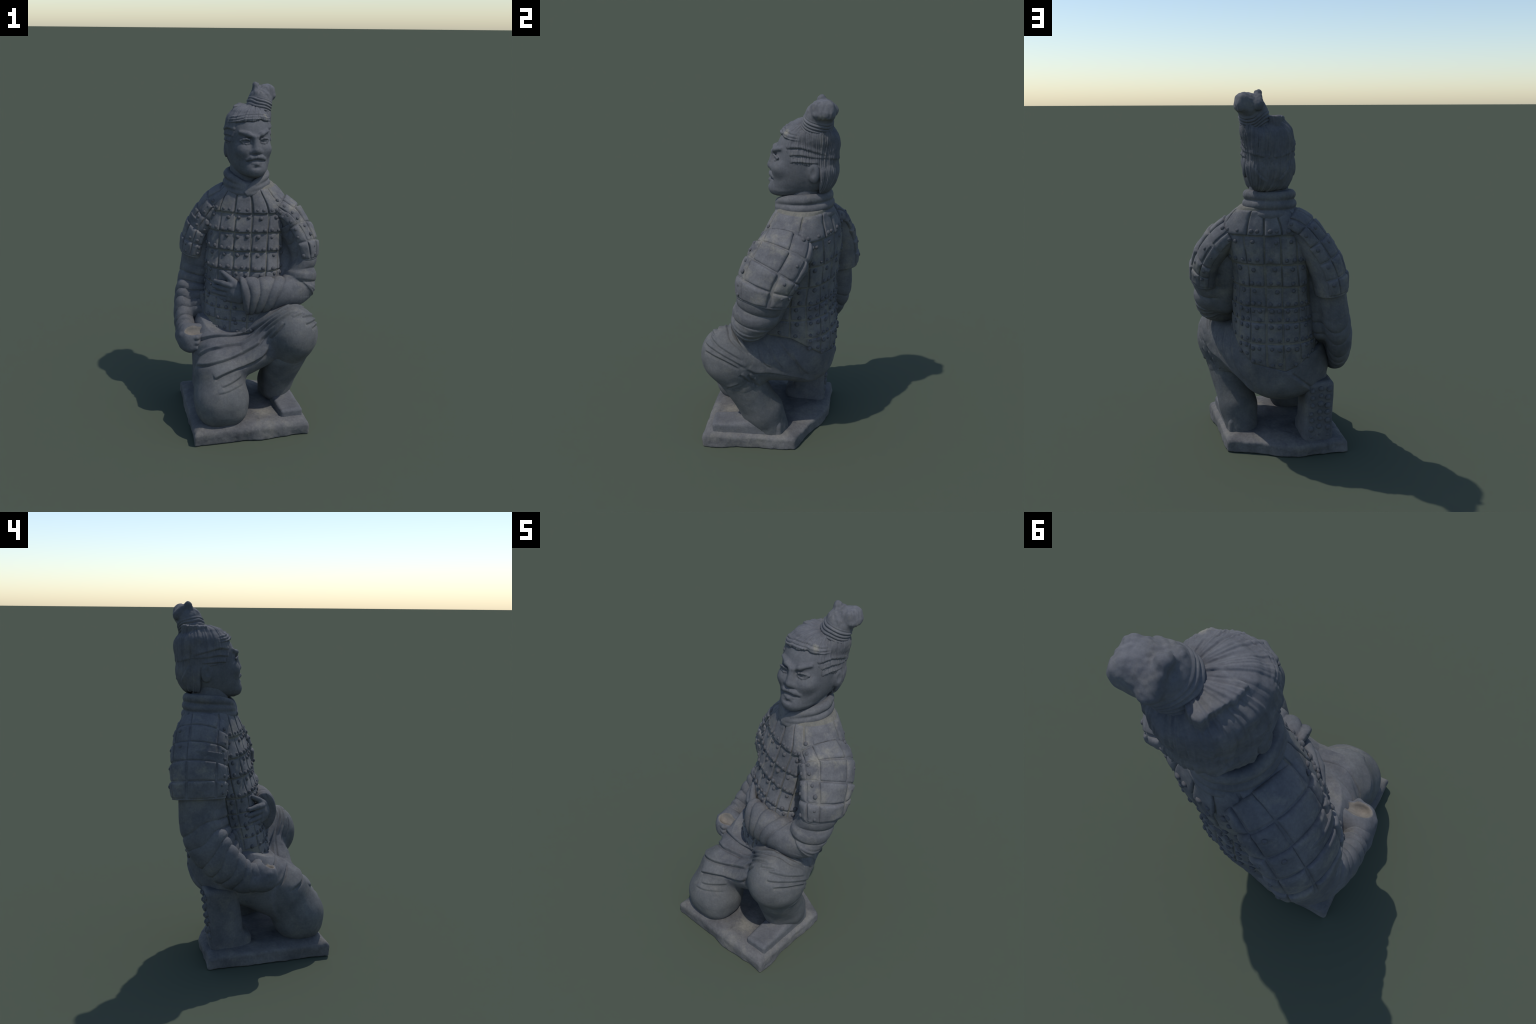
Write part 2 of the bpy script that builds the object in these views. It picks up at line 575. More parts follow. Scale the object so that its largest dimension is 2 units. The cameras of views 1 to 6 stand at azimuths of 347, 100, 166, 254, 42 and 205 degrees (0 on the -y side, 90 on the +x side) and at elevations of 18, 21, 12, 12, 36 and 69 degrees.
LAT = dict(groove=.011, width=.008, lip=.010, lip_w=.018)
FINE = dict(groove=.006, width=.007, lip=.006, lip_w=.016)
ROBE_FOLDS = [
    # wrapped skirt: sweeping from the right thigh up over the left knee
    drape((-.335, -.05, .50), (-.306, -.098, .520), (-.209, -.145, .552), (-.103, -.155, .554), (-.026, -.159, .570), (.046, -.212, .635), (.135, -.255, .718), (.235, -.227, .750), lip=.012),
    drape((-.34, -.12, .43), (-.313, -.165, .462), (-.207, -.214, .508), (-.097, -.202, .513), (-.007, -.213, .558), (.047, -.227, .617), (.114, -.268, .695), (.19, -.275, .735)),
    drape((-.345, -.20, .400), (-.302, -.278, .433), (-.207, -.294, .455), (-.079, -.261, .480), (.011, -.270, .533), (.043, -.262, .567), (.10, -.30, .65)),
    drape((-.26, -.35, .375), (-.24, -.348, .383), (-.152, -.318, .404), (-.056, -.296, .424), (.035, -.301, .471), (.07, -.299, .52), groove=.016, lip=.016),
    drape((.055, -.245, .600), (.114, -.290, .675), (.177, -.305, .722), (.23, -.30, .735), **LAT),
    drape((.080, -.296, .578), (.110, -.326, .629), (.153, -.333, .684), **LAT),
    # knee on the ground
    drape((-.251, -.406, .309), (-.183, -.399, .318), (-.094, -.333, .319), **FINE),
    drape((-.225, -.387, .337), (-.161, -.364, .350), (-.095, -.303, .354), **LAT),
    # raised knee, folds gathered at its outer side
    drape((.204, -.333, .709), (.242, -.320, .720), (.273, -.304, .721), **LAT),
    drape((.250, -.330, .708), (.285, -.316, .706), (.337, -.264, .685), (.353, -.143, .616), **LAT),
    drape((.265, -.352, .672), (.289, -.345, .673), (.339, -.295, .666), (.369, -.182, .615), (.355, -.13, .57), **LAT),
    drape((.300, -.345, .640), (.335, -.320, .644), (.373, -.229, .619), (.368, -.160, .575), **LAT),
    drape((.157, -.260, .731), (.243, -.232, .749), (.309, -.203, .717), (.327, -.120, .644), **LAT),
    drape((.200, -.225, .745), (.26, -.19, .735), (.31, -.15, .69), (.32, -.10, .64), **LAT),
    drape((.12, -.27, .385), (.19, -.285, .375), (.259, -.256, .385), (.323, -.224, .435), (.340, -.165, .470), groove=.008, lip=.008, lip_w=.02),
    drape((.335, -.17, .54), (.345, -.135, .50), (.335, -.11, .46), side=(0, 1, 0), **LAT),
    drape((.318, -.13, .53), (.325, -.10, .48), (.315, -.085, .44), side=(0, 1, 0), **LAT),
    drape((.30, -.11, .50), (.305, -.085, .45), (.29, -.07, .42), side=(0, 1, 0), **LAT),
    # outside of the left thigh and the skirt behind
    drape((.279, -.064, .662), (.298, -.037, .579), (.280, .001, .538), side=(0, 1, 0), **FINE),
    drape((.255, -.02, .68), (.275, .02, .60), (.25, .06, .52), side=(0, 1, 0), **FINE),
    drape((.215, .025, .689), (.236, .104, .590), (.175, .194, .445), groove=.005, lip=.008, side=(0, 1, .3)),
    drape((.345, -.12, .56), (.316, -.08, .52), (.285, -.008, .500), (.232, .077, .457), (.172, .17, .40), (.10, .23, .35), groove=.011, lip=.012),
    drape((.225, .105, .610), (.225, .142, .541), (.188, .161, .448), groove=.005, lip=.006, side=(0, 1, .3)),
    drape((-.054, .329, .505), (-.103, .319, .464), (-.167, .275, .404), (-.20, .24, .36), groove=.010, lip=.010, side=(.7, 0, -.7), fade=False),
]


def snap(sdf, pts):
    p = np.asarray(pts, float).copy()
    for _ in range(12):
        e = 1e-3
        d = sdf(p)
        g = np.stack([sdf(p + e * np.eye(3)[k]) - sdf(p - e * np.eye(3)[k]) for k in range(3)], 1) / (2 * e)
        p -= .8 * d[:, None] * g / ((g * g).sum(1)[:, None] + 1e-6)
    return p


def lower_detail(P):
    h = .002 * fbm(P, 9, 3, 11)
    for c, kw in ROBE_FOLDS:
        h = h + crease(P, snap(lower_sdf, catmull(c, 4)), **kw)
    return h


# ------------------------------------------------------------------ head
HEAD = [  # z, half width, front, back (head frame)
    (1.468, .035, -.155, -.03), (1.48, .066, -.176, .03), (1.50, .090, -.186, .08), (1.53, .107, -.187, .13), (1.56, .118, -.183, .150),
    (1.60, .127, -.176, .168), (1.65, .131, -.166, .172), (1.69, .132, -.157, .172), (1.73, .131, -.147, .17),
    (1.77, .126, -.130, .16), (1.81, .113, -.10, .14), (1.84, .085, -.065, .10), (1.86, .04, .0, .04)]
HAIR = [
    (1.488, .08, .0, .105), (1.505, .098, -.05, .128), (1.54, .118, -.10, .152), (1.57, .129, -.12, .165), (1.62, .137, -.14, .172),
    (1.66, .135, -.155, .169), (1.70, .135, -.15, .174), (1.74, .137, -.143, .183), (1.78, .133, -.132, .180), (1.81, .124, -.115, .162),
    (1.835, .104, -.088, .125), (1.855, .078, -.055, .075), (1.866, .04, -.01, .03)]


def head_local(P):
    q = P - HO
    x, y = q @ HL, q @ HB
    return np.stack([x - .20 * np.maximum(y, 0), y, P[:, 2]], 1)        # skull swings to the left behind


def head_sdf(P):
    p = head_local(P)
    x, y, z = p.T
    d = stack(x, y, z, HEAD, 2.25)
    ax = np.abs(x)
    s = np.stack([ax, y, z], 1)                     # mirrored half
    d = smin(d, ell(s, (.062, -.128, 1.628), (.040, .036, .034)), .04)      # cheek
    d = smin(d, ell(s, (0, -.162, 1.515), (.05, .030, .033)), .03)          # chin
    d = smax(d, -ell(s, (.056, -.186, 1.686), (.038, .028, .024)), .026)    # eye hollow
    rise = np.where(x < 0, 1.0, .55)                                        # right brow carved more sharply
    for a, b in (((.010, -.168, 1.708), (.040, -.158, 1.722)), ((.040, -.158, 1.722), (.086, -.126, 1.734))):
        d = smin(d, cone(s, a, b, .0055, .0045) + .004 * (1 - rise), .026)
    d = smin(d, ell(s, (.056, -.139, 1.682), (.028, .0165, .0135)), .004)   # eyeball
    LID = [(.026, -.152, 1.679), (.036, -.158, 1.691), (.054, -.160, 1.6965), (.072, -.152, 1.694), (.088, -.139, 1.686)]
    LOW = [(.026, -.152, 1.679), (.040, -.156, 1.670), (.056, -.156, 1.667), (.072, -.149, 1.671), (.088, -.139, 1.686)]
    for L, r in ((LID, .0042), (LOW, .0036)):
        for a, b in zip(L[:-1], L[1:]):
            d = smin(d, cone(s, a, b, r, r), .006)
    d = smin(d, cone(s, (0, -.162, 1.70), (0, -.178, 1.634), .013, .021), .020)          # nose
    d = smin(d, cone(s, (0, -.178, 1.630), (.026, -.166, 1.622), .019, .015), .010)
    d = smin(d, cone(s, (.006, -.184, 1.592), (.030, -.178, 1.589), .010, .011), .010)   # upper lip and moustache
    d = smin(d, cone(s, (.030, -.178, 1.589), (.053, -.164, 1.578), .011, .007), .010)
    for a, b in (((0, -.200, 1.568), (.030, -.188, 1.568)), ((.030, -.188, 1.568), (.052, -.170, 1.565))):
        d = smax(d, -cone(s, a, b, .0075, .006), .004)                                   # mouth line
    d = smin(d, cone(s, (0, -.185, 1.553), (.024, -.179, 1.556), .012, .007), .006)      # lower lip
    d = smax(d, -ell(s, (0, -.200, 1.534), (.032, .012, .008)), .010)
    ear = ell(s, (.129, .045, 1.612), (.016, .026, .050))
    ear = smax(ear, -ell(s, (.148, .038, 1.622), (.013, .013, .026)), .008)
    return smin(d, ear, .018)


def hair_sdf(P):
    p = head_local(P)
    x, y, z = p.T
    d = stack(x, y, z, HAIR, 2.3)
    d = smin(d, ell(P, (.152, .262, 1.800), (.052, .075, .065)), .03)      # hair gathered under the knot
    flap = prism(P, [(.075, .200), (.075, .32), (.020, .342), (-.046, .208)], 1.79, 1.869, .008)
    flap = flap + .004 * vnoise(P, 40, 6)
    d = smin(d, flap, .006)                                               # folded flap of hair beside the knot
    line = .012 * vnoise(p, 18, 2)
    top = (1.797 - .25 * np.maximum(np.abs(x) - .04, 0)) - z + line
    temple = smax(-.093 + .25 * np.abs(z - 1.73) - y + .4 * line, 1.650 + .18 * np.maximum(-y, -.05) - z + .5 * line, .02)
    nape = np.maximum(.072 - y, 1.497 - z)
    region = smin(smin(top, temple, .01), nape, .012)
    return smax(d, region, .010)


def bun_sdf(P):
    d = cone(P, (.116, .255, 1.815), (.140, .274, 1.895), .075, .072)
    d = smin(d, cone(P, (.142, .278, 1.90), (.160, .293, 1.925), .062, .056), .012)
    d = smin(d, rbox(P, (.182, .300, 1.928), (.050, .056, .046), .03, np.array([(.93, .1, .35), (-.1, .99, 0), (-.35, 0, .93)])), .015)
    d = smin(d, cone(P, (.120, .255, 1.925), (.116, .288, 1.980), .027, .017), .01)
    d = smin(d, cone(P, (.116, .288, 1.978), (.128, .340, 1.925), .018, .030), .01)
    return d


def bun_detail(P):
    a, b = V(.116, .255, 1.815), V(.142, .276, 1.905)
    ax = (b - a) / np.linalg.norm(b - a)
    t = (P - a) @ ax
    r = P - a - t[:, None] * ax
    band = np.clip((t + .01) * 40, 0, 1) * np.clip((.088 - t) * 60, 0, 1)
    h = band * (.009 * puff((t + .012 * vnoise(P, 12, 5)) / .0155) - .003)
    top = np.clip((t - .09) * 40, 0, 1)
    return h + top * (.005 * fbm(P, 22, 2, 3) + .0025 * vnoise(P, (90, 90, 12), 8))


HAIR_LINES = []


def hair_detail(P):
    p = head_local(P)
    x, y, z = p.T
    # strands are combed up and back towards the knot
    k = head_local(V(.12, .25, 1.84)[None])[0]
    ang = np.arctan2(x - k[0], -(y - k[1]))
    S = np.stack([ang * 14, 0 * x, np.zeros_like(z)], 1)
    h = (.003 * vnoise(np.stack([ang * 13, z * 7, y * 7], 1), 1.0, 4) + .0028 * vnoise(np.stack([ang * 36, z * 12, y * 10], 1), 1.0, 5)
         + .002 * fbm(P, 30, 2, 6) + .005 * fbm(P, 13, 2, 7))
    # band of coiled hair round the brow
    front = np.clip((-.02 - y) * 25, 0, 1)
    t = z - (1.797 - .25 * np.maximum(np.abs(x) - .04, 0))
    band = front * np.clip(t * 150, 0, 1) * np.clip((.042 - t) * 120, 0, 1)
    h = h + band * (.007 * puff(t / .0135) - .001)
    for c, kw in HAIR_LINES:
        h = h + crease(p, c, **kw)
    return h


for sgn in (-1, 1):      # plaits drawn back over the temples and round the nape, head frame
    HAIR_LINES += [
        ([(sgn * .095, -.10, 1.735), (sgn * .135, -.03, 1.742), (sgn * .145, .05, 1.725), (sgn * .13, .12, 1.705)], dict(groove=.008, width=.007, lip=.009, lip_w=.016)),
        ([(sgn * .11, -.085, 1.700), (sgn * .137, -.02, 1.703), (sgn * .145, .06, 1.695), (sgn * .12, .13, 1.69)], dict(groove=.008, width=.007, lip=.009, lip_w=.016)),
        ([(sgn * .12, -.07, 1.668), (sgn * .14, .0, 1.668), (sgn * .145, .07, 1.665)], dict(groove=.006, width=.006, lip=.009, lip_w=.016)),
        ([(sgn * .12, .13, 1.69), (sgn * .06, .175, 1.672), (0, .185, 1.665)], dict(groove=.006, width=.008, lip=.009, lip_w=.018)),
        ([(sgn * .10, .14, 1.66), (sgn * .075, .16, 1.60), (sgn * .03, .165, 1.55)], dict(groove=.005, width=.007, lip=.007, lip_w=.015, side=(sgn, 0, 0)))]


def neck_sdf(P):
    return cone(P, (.035, .175, 1.34), (.04, .185, 1.54), .11, .10)


# rolled scarf: three coils each side, crossing over at the throat
def coil(side, k):
    pts = []
    for a in np.linspace(0, 1, 13):
        ang = (a * 3.5 - (.28 if side > 0 else -.04)) * side             # from the throat round to the nape
        g = 1 - math.exp(-a * 7.0)                                       # coils fan out from the crossing
        r = 1.0 - (.0 if side > 0 else .06) * (1 - g) - .035 * k * g
        z = 1.366 + .004 * k + g * (.010 + .041 * k) + .003 * math.sin(6 * a + 2 * k)
        rad = .014 + .0125 * g
        pts.append((.035 + .122 * r * math.sin(ang), .180 - .138 * r * math.cos(ang) - .010 * (side > 0) * (1 - g), z, rad, rad * .95))
    return Tube(pts, (0, 0, 1), 4)


COILS = [coil(s, k) for s in (1, -1) for k in (0, 1, 2)]


def collar_sdf(P):
    d = None
    for c in COILS:
        e = c.sdf(P)
        d = e if d is None else smin(d, e, .008)
    ring = np.abs(np.hypot((P[:, 0] - .035) / .112, (P[:, 1] - .18) / .124) - 1) * .11 - .012
    ring = np.maximum(ring, np.maximum(1.36 - P[:, 2], P[:, 2] - (1.488 - .55 * np.maximum(.15 - P[:, 1], 0))))
    return smin(d, ring, .006)


def lower_sdf(P):
    d = smin(robe_sdf(P), leg_r_sdf(P), .022)
    return smin(d, leg_l_sdf(P), .022)


#--BUILD--
import bpy


# ------------------------------------------------------------------ materials
def stone(name, dark, light, dust, dust_amount=.35, scale=1.0, rough=.9, spots=()):
    """Fired grey clay: mottled grey with pale earthy dust caught in patches."""
    m = bpy.data.materials.new(name)
    m.use_nodes = True
    nt = m.node_tree
    N, L = nt.nodes, nt.links
    b = N["Principled BSDF"]
    b.inputs["Roughness"].default_value = rough
    b.inputs["Specular IOR Level"].default_value = .25
    co = N.new("ShaderNodeTexCoord")

    def noise(sc, det=5, rgh=.6):
        n = N.new("ShaderNodeTexNoise")
        n.inputs["Scale"].default_value = sc * scale
        n.inputs["Detail"].default_value = det
        n.inputs["Roughness"].default_value = rgh
        L.new(co.outputs["Object"], n.inputs["Vector"])
        return n.outputs["Fac"]

    def ramp(fac, a, b_, c0, c1):
        r = N.new("ShaderNodeValToRGB")
        r.color_ramp.elements[0].position, r.color_ramp.elements[1].position = a, b_
        r.color_ramp.elements[0].color, r.color_ramp.elements[1].color = (*c0, 1), (*c1, 1)
        L.new(fac, r.inputs["Fac"])
        return r.outputs["Color"]

    def mix(fac, a, b_, kind="MIX"):
        x = N.new("ShaderNodeMix")
        x.data_type = "RGBA"
        x.blend_type = kind
        if isinstance(fac, float):
            x.inputs[0].default_value = fac
        else:
            L.new(fac, x.inputs[0])
        L.new(a, x.inputs[6])
        if isinstance(b_, tuple):
            x.inputs[7].default_value = (*b_, 1)
        else:
            L.new(b_, x.inputs[7])
        return x.outputs[2]

    base = ramp(noise(6, 8, .68), .36, .64, dark, light)
    k = dust_amount
    dm = ramp(noise(9, 8, .72), .50, .72, (0, 0, 0), (k, k, k))
    col = mix(dm, base, dust)
    for centre, radius, amount in spots:             # places where earth still clings
        away = N.new("ShaderNodeVectorMath")
        away.operation = "DISTANCE"
        away.inputs[1].default_value = centre
        L.new(co.outputs["Object"], away.inputs[0])
        wob = N.new("ShaderNodeMath")
        wob.operation = "MULTIPLY_ADD"
        L.new(noise(38, 5, .7), wob.inputs[0])
        wob.inputs[1].default_value = radius * 2.4
        L.new(away.outputs["Value"], wob.inputs[2])
        m_ = ramp(wob.outputs[0], radius * 1.25, radius * 2.3, (amount,) * 3, (0, 0, 0))
        col = mix(m_, col, tuple(1.12 * x for x in dust))
    grain = ramp(noise(90, 4, .7), .3, .7, (.86, .86, .86), (1.1, 1.1, 1.1))
    col = mix(1.0, col, grain, "MULTIPLY")
    L.new(col, b.inputs["Base Color"])
    bp = N.new("ShaderNodeBump")
    bp.inputs["Strength"].default_value = .25
    bp.inputs["Distance"].default_value = .004
    L.new(noise(70, 6, .7), bp.inputs["Height"])
    L.new(bp.outputs["Normal"], b.inputs["Normal"])
    return m


GREY_D, GREY_L, DUST = (.082, .084, .091), (.132, .132, .138), (.225, .21, .17)
M_CLAY = stone("grey_clay", GREY_D, GREY_L, DUST, .4, spots=[((.05, -.08, .905), .05, .7), ((.12, -.09, .90), .04, .6), ((-.30, -.06, .535), .03, .5)])
M_PLATE = stone("plate_clay", (.088, .089, .096), (.148, .147, .152), DUST, .7, spots=[((.275, -.02, 1.285), .04, .7), ((.24, -.06, 1.18), .03, .6), ((.32, -.06, 1.21), .03, .6), ((.20, .0, 1.36), .03, .5), ((.0, .30, .95), .03, .5)])
M_GAP = stone("dusty_clay", (.10, .10, .093), (.175, .165, .138), DUST, .6)
M_SKIN = stone("smooth_clay", (.086, .089, .097), (.120, .122, .131), DUST, .12)
M_LEG = stone("trouser_clay", (.080, .083, .086), (.128, .129, .130), DUST, .3)
M_HAIR = stone("hair_clay", (.085, .087, .096), (.128, .129, .138), DUST, .35, spots=[((.133, .105, 1.812), .022, .9), ((.225, .300, 1.905), .022, .7)])
M_SLAB = stone("slab_clay", (.082, .081, .084), (.142, .138, .136), DUST, .5, spots=[((.03, -.29, .10), .06, .5)])
M_HOLLOW = stone("worn_clay", (.125, .12, .11), (.20, .175, .145), (.27, .235, .19), .4)
M_CLAY_RIVET = stone("rivet_clay", (.078, .078, .084), (.115, .115, .12), DUST, .2, 1.0)

ROOT = bpy.data.objects.new("kneeling_warrior_statue", None)
bpy.context.scene.collection.objects.link(ROOT)
ROOT["label"] = "grey clay statue of a kneeling armoured ancient warrior on a slab"
ROOT["category"] = "statue"


def mesh_of(name, verts, faces, mat, normals=None):
    me = bpy.data.meshes.new(name)
    verts, faces = np.asarray(verts, f32), np.asarray(faces, np.int32)
    k = faces.shape[1]
    me.vertices.add(len(verts))
    me.vertices.foreach_set("co", verts.ravel())
    me.loops.add(faces.size)
    me.loops.foreach_set("vertex_index", faces.ravel())
    me.polygons.add(len(faces))
    me.polygons.foreach_set("loop_start", np.arange(0, faces.size, k, dtype=np.int32))
    me.polygons.foreach_set("loop_total", np.full(len(faces), k, dtype=np.int32))
    me.update(calc_edges=True)
    me.polygons.foreach_set("use_smooth", np.ones(len(faces), bool))
    if normals is not None:
        me.normals_split_custom_set_from_vertices(normals.astype(f32))
    me.materials.append(mat)
    return me


def add(name, me, parent):
    o = bpy.data.objects.new(name, me)
    bpy.context.scene.collection.objects.link(o)
    o.parent = parent
    return o


def solid(sdf, lo, hi, h, detail=None, smooth=1):
    v, q = extract(sdf, lo, hi, h)
    v = relax(v, q, smooth, .5)
    if detail is not None:
        n = vnormals(v, q)
        v = v + detail(v)[:, None] * n
        v = relax(v, q, 1, .25)
    return v, q


def part(name, sdf, lo, hi, h, mat, parent=ROOT, detail=None, smooth=1):
    v, q = solid(sdf, lo, hi, h, detail, smooth)
    return add(name, mesh_of(name, v, q, mat), parent)


def split(v, q, labels, names):
    """Separate one smooth skin into named regions that share border vertices and normals."""
    n = vnormals(v, q)
    fl = labels[q[:, 0]]
    for i, (name, mat) in enumerate(names):
        sub = q[fl == i]
        used = np.unique(sub)
        re = np.zeros(len(v), int)
        re[used] = np.arange(len(used))
        yield add(name, mesh_of(name, v[used], re[sub], mat, n[used]), ROOT)


# ------------------------------------------------------------------ slab and legs
def base_detail(P):
    low = np.clip(1 - P[:, 2] / .08, 0, 1)
    return (.004 + .004 * low) * fbm(P, 10, 3, 21) + .002 * fbm(P, 45, 2, 22)


BASE_O = part("base", base_sdf, (-.44, -.48, -.03), (.34, .34, .13), .0045, M_SLAB, detail=base_detail)
for vert in BASE_O.data.vertices:                     # flat underside
    vert.co.z = max(vert.co.z, 0.0)

v, q = solid(lower_sdf, (-.46, -.5, .02), (.47, .42, .86), .0038, lower_detail)
lab = np.argmin(np.stack([robe_sdf(v), leg_r_sdf(v), leg_l_sdf(v)]), axis=0)
ROBE, LEG_R, LEG_L = split(v, q, lab, [("robe", M_CLAY), ("leg", M_LEG), ("leg", M_LEG)])


def cloth_detail(P):
    return .0025 * fbm(P, 12, 3, 31)


part("shin", shin_l_sdf, (.02, -.36, .03), (.38, .12, .62), .0045, M_LEG, LEG_L, cloth_detail)
part("foot", foot_l_sdf, (.05, -.42, .03), (.32, .12, .26), .0042, M_CLAY, detail=cloth_detail)
part("sash_end", lambda P: cone(P, (-.252, .110, .735), (-.243, .070, .605), .024, .022), (-.3, .01, .56), (-.2, .16, .79), .004, M_CLAY, ROBE, cloth_detail)
FOOT_R = part("foot", foot_r_sdf, (-.36, -.03, .03), (-.1, .32, .47), .0042, M_CLAY, detail=cloth_detail)

# ------------------------------------------------------------------ arms and hands
HI = .004
ARM1 = part("arm", arm_r_sdf, (-.5, -.08, .38), (-.08, .5, 1.28), HI, M_CLAY, detail=arm_r_detail)
ARM2 = part("arm", arm_l_sdf, (-.12, -.28, .62), (.5, .22, 1.28), HI, M_CLAY, detail=arm_l_detail)
FIST = part("hand", hand_r_sdf, (-.47, -.16, .4), (-.22, .09, .64), .003, M_SKIN, ARM1, lambda P: .0015 * fbm(P, 25, 2, 41))
FIST.data.materials.append(M_HOLLOW)
for poly in FIST.data.polygons:                       # the socket shows the raw worn clay
    c = np.array(poly.center)[None]
    if hollow_sdf(c)[0] < .006 + .004 * vnoise(c, 30, 2)[0]:
        poly.material_index = 1
part("hand", hand_l_sdf, (-.25, -.16, .7), (0, .06, .95), .0028, M_SKIN, ARM2, lambda P: .001 * fbm(P, 25, 2, 42))

# ------------------------------------------------------------------ head
HEAD_O = part("head", head_sdf, (-.15, -.06, 1.44), (.24, .42, 1.92), .0022, M_SKIN, detail=lambda P: .001 * fbm(P, 20, 3, 51))
HAIR_O = part("hair", hair_sdf, (-.16, -.02, 1.46), (.24, .44, 1.93), .0023, M_HAIR, HEAD_O, hair_detail)
part("topknot", bun_sdf, (-.02, .12, 1.7), (.28, .42, 2.05), .0027, M_HAIR, HEAD_O, bun_detail)
part("neck", neck_sdf, (-.14, 0, 1.2), (.2, .36, 1.7), .005, M_SKIN)
part("collar", collar_sdf, (-.16, -.06, 1.28), (.24, .4, 1.54), .0035, M_CLAY, detail=lambda P: .0025 * fbm(P, 16, 3, 61))

# ------------------------------------------------------------------ armour
def grid_faces(nu, nv, wrap=False):
    i, j = np.meshgrid(np.arange(nu if wrap else nu - 1), np.arange(nv - 1), indexing="ij")
    i2 = (i + 1) % nu
    return np.stack([i * nv + j, i2 * nv + j, i2 * nv + j + 1, i * nv + j + 1], -1).reshape(-1, 4)


def cap(verts, faces, rings, nu, nv):
    """Close the two open ends of a wrapped loft with fans of quads collapsed to a centre."""
    vs, fs = [verts], [faces]
    n = len(verts)
    for j, flip in rings:
        c = verts.reshape(nu, nv, 3)[:, j].mean(0)
        vs.append(c[None])
        i = np.arange(0, nu, 2)
        a, b_, c_ = i * nv + j, ((i + 1) % nu) * nv + j, ((i + 2) % nu) * nv + j
        fq = np.stack([a, b_, c_, np.full_like(a, n)], 1)
        fs.append(fq[:, ::-1] if flip else fq)
        n += 1
    return np.concatenate(vs), np.concatenate(fs)


def loft(surface, nu, nv, name, mat, parent, noise=.002):
    u = np.linspace(0, 2 * math.pi, nu, endpoint=False)
    t = np.linspace(0, 1, nv)
    U, W = np.meshgrid(u, t, indexing="ij")
    P = surface(U, W).reshape(-1, 3)
    F = grid_faces(nu, nv, True)
    n = vnormals(P, F)
    P = P + (noise * fbm(P, 12, 3, 71))[:, None] * n
    P, F = cap(P, F, [(0, True), (nv - 1, False)], nu, nv)
    return add(name, mesh_of(name, P, F, mat), parent)


TORSO_O = loft(lambda U, W: torso_at(U, hem(U) + (1.41 - hem(U)) * W, .002), 240, 150, "torso_armour", M_GAP, ROOT)


def plate_mesh(name, surface, u0, u1, v0, v1, thick, lean, seed, mat, nu=15, nv=15, bevel=.16, reverse=False, floor=None):
    """One curved armour plate over a parametric surface. `lean` > 0 lifts the v0 edge, < 0 the v1 edge.
    `floor` may raise the lower edge along u (the hem)."""
    a = np.linspace(0, 1, nu)
    w = .5 * (.5 - .5 * np.cos(np.pi * a)) + .5 * a                     # denser rows near the rim
    A, B = np.meshgrid(w, w, indexing="ij")
    r = np.random.RandomState(seed)
    j = r.uniform(-1, 1, 8)
    thick = thick * (1 + .25 * j[4])
    du, dv = u1 - u0, v1 - v0
    # corners shifted a little: no plate is a true rectangle
    U = u0 + du * A + du * .035 * (j[0] * (1 - A) * (1 - B) + j[1] * A * (1 - B))
    lo = v0 if floor is None else np.maximum(v0, floor(U))
    W = lo + (v1 - lo) * B + dv * .03 * (j[2] * (1 - A) + j[3] * A) * (1 - B) * (floor is None)
    rim = np.minimum(np.minimum(A, 1 - A), np.minimum(B, 1 - B))
    ragged = bevel * (1 + .5 * vnoise(np.stack([A.ravel() * 5, B.ravel() * 5, np.full(A.size, seed * 1.7)], 1), 1.0, 3).reshape(A.shape))
    rise = np.clip(rim / ragged, 0, 1)
    rise = 1 - (1 - rise) ** 2.5
    lift = thick * (1 + lean * (1 - 2 * B)) * rise - .004 * (rim <= 0)
    base = surface(U, W, 0.0)
    out = surface(U, W, .01) - base
    out /= np.linalg.norm(out, axis=-1, keepdims=True) + 1e-9
    P = base + lift[..., None] * out
    P = P.reshape(-1, 3)
    P += ((.003 * fbm(P, 17, 2, seed % 97) + .0015 * vnoise(P, 60, seed % 89)) * (rim.ravel() > 0))[:, None] * out.reshape(-1, 3)
    F = grid_faces(nu, nv)
    # side walls down into the body, then a back face
    rimidx = np.r_[np.arange(nu) * nv, (nu - 1) * nv + np.arange(1, nv), (np.arange(nu - 2, -1, -1)) * nv + nv - 1, np.arange(nv - 2, 0, -1)]
    low = P[rimidx] - .012 * out.reshape(-1, 3)[rimidx]
    n0 = len(P)
    k = len(rimidx)
    nx = (np.arange(k) + 1) % k
    walls = np.stack([rimidx, np.arange(k) + n0, nx + n0, rimidx[nx]], 1)
    P2 = np.concatenate([P, low])
    ctr = low.mean(0)[None]
    i = np.arange(0, k - 1, 2)
    back = np.stack([np.full_like(i, n0 + k), n0 + (i + 2) % k, n0 + i + 1, n0 + i], 1)
    P2 = np.concatenate([P2, ctr])
    F = np.concatenate([F, walls, back])
    if reverse:
        F = F[:, ::-1]
    return mesh_of(name, P2, F, mat)


# shared rivet: a worn dome
def dome_mesh(name, r, mat):
    nu, nv = 12, 5
    ph = np.linspace(0, 2 * math.pi, nu, endpoint=False)
    el = np.linspace(-.35, math.pi / 2, nv + 1)[:-1]
    U, W = np.meshgrid(ph, el, indexing="ij")
    P = np.stack([r * np.cos(W) * np.cos(U), r * np.cos(W) * np.sin(U), r * .75 * np.sin(W)], -1).reshape(-1, 3)
    P, F = cap(P, grid_faces(nu, nv, True), [(nv - 1, False)], nu, nv)
    P[-1] = (0, 0, r * .75)
    return mesh_of(name, P, F, mat)


from mathutils import Matrix, Vector
RIVET = dome_mesh("rivet", .0118, M_CLAY_RIVET)
STUD = dome_mesh("stud", .0165, M_CLAY)


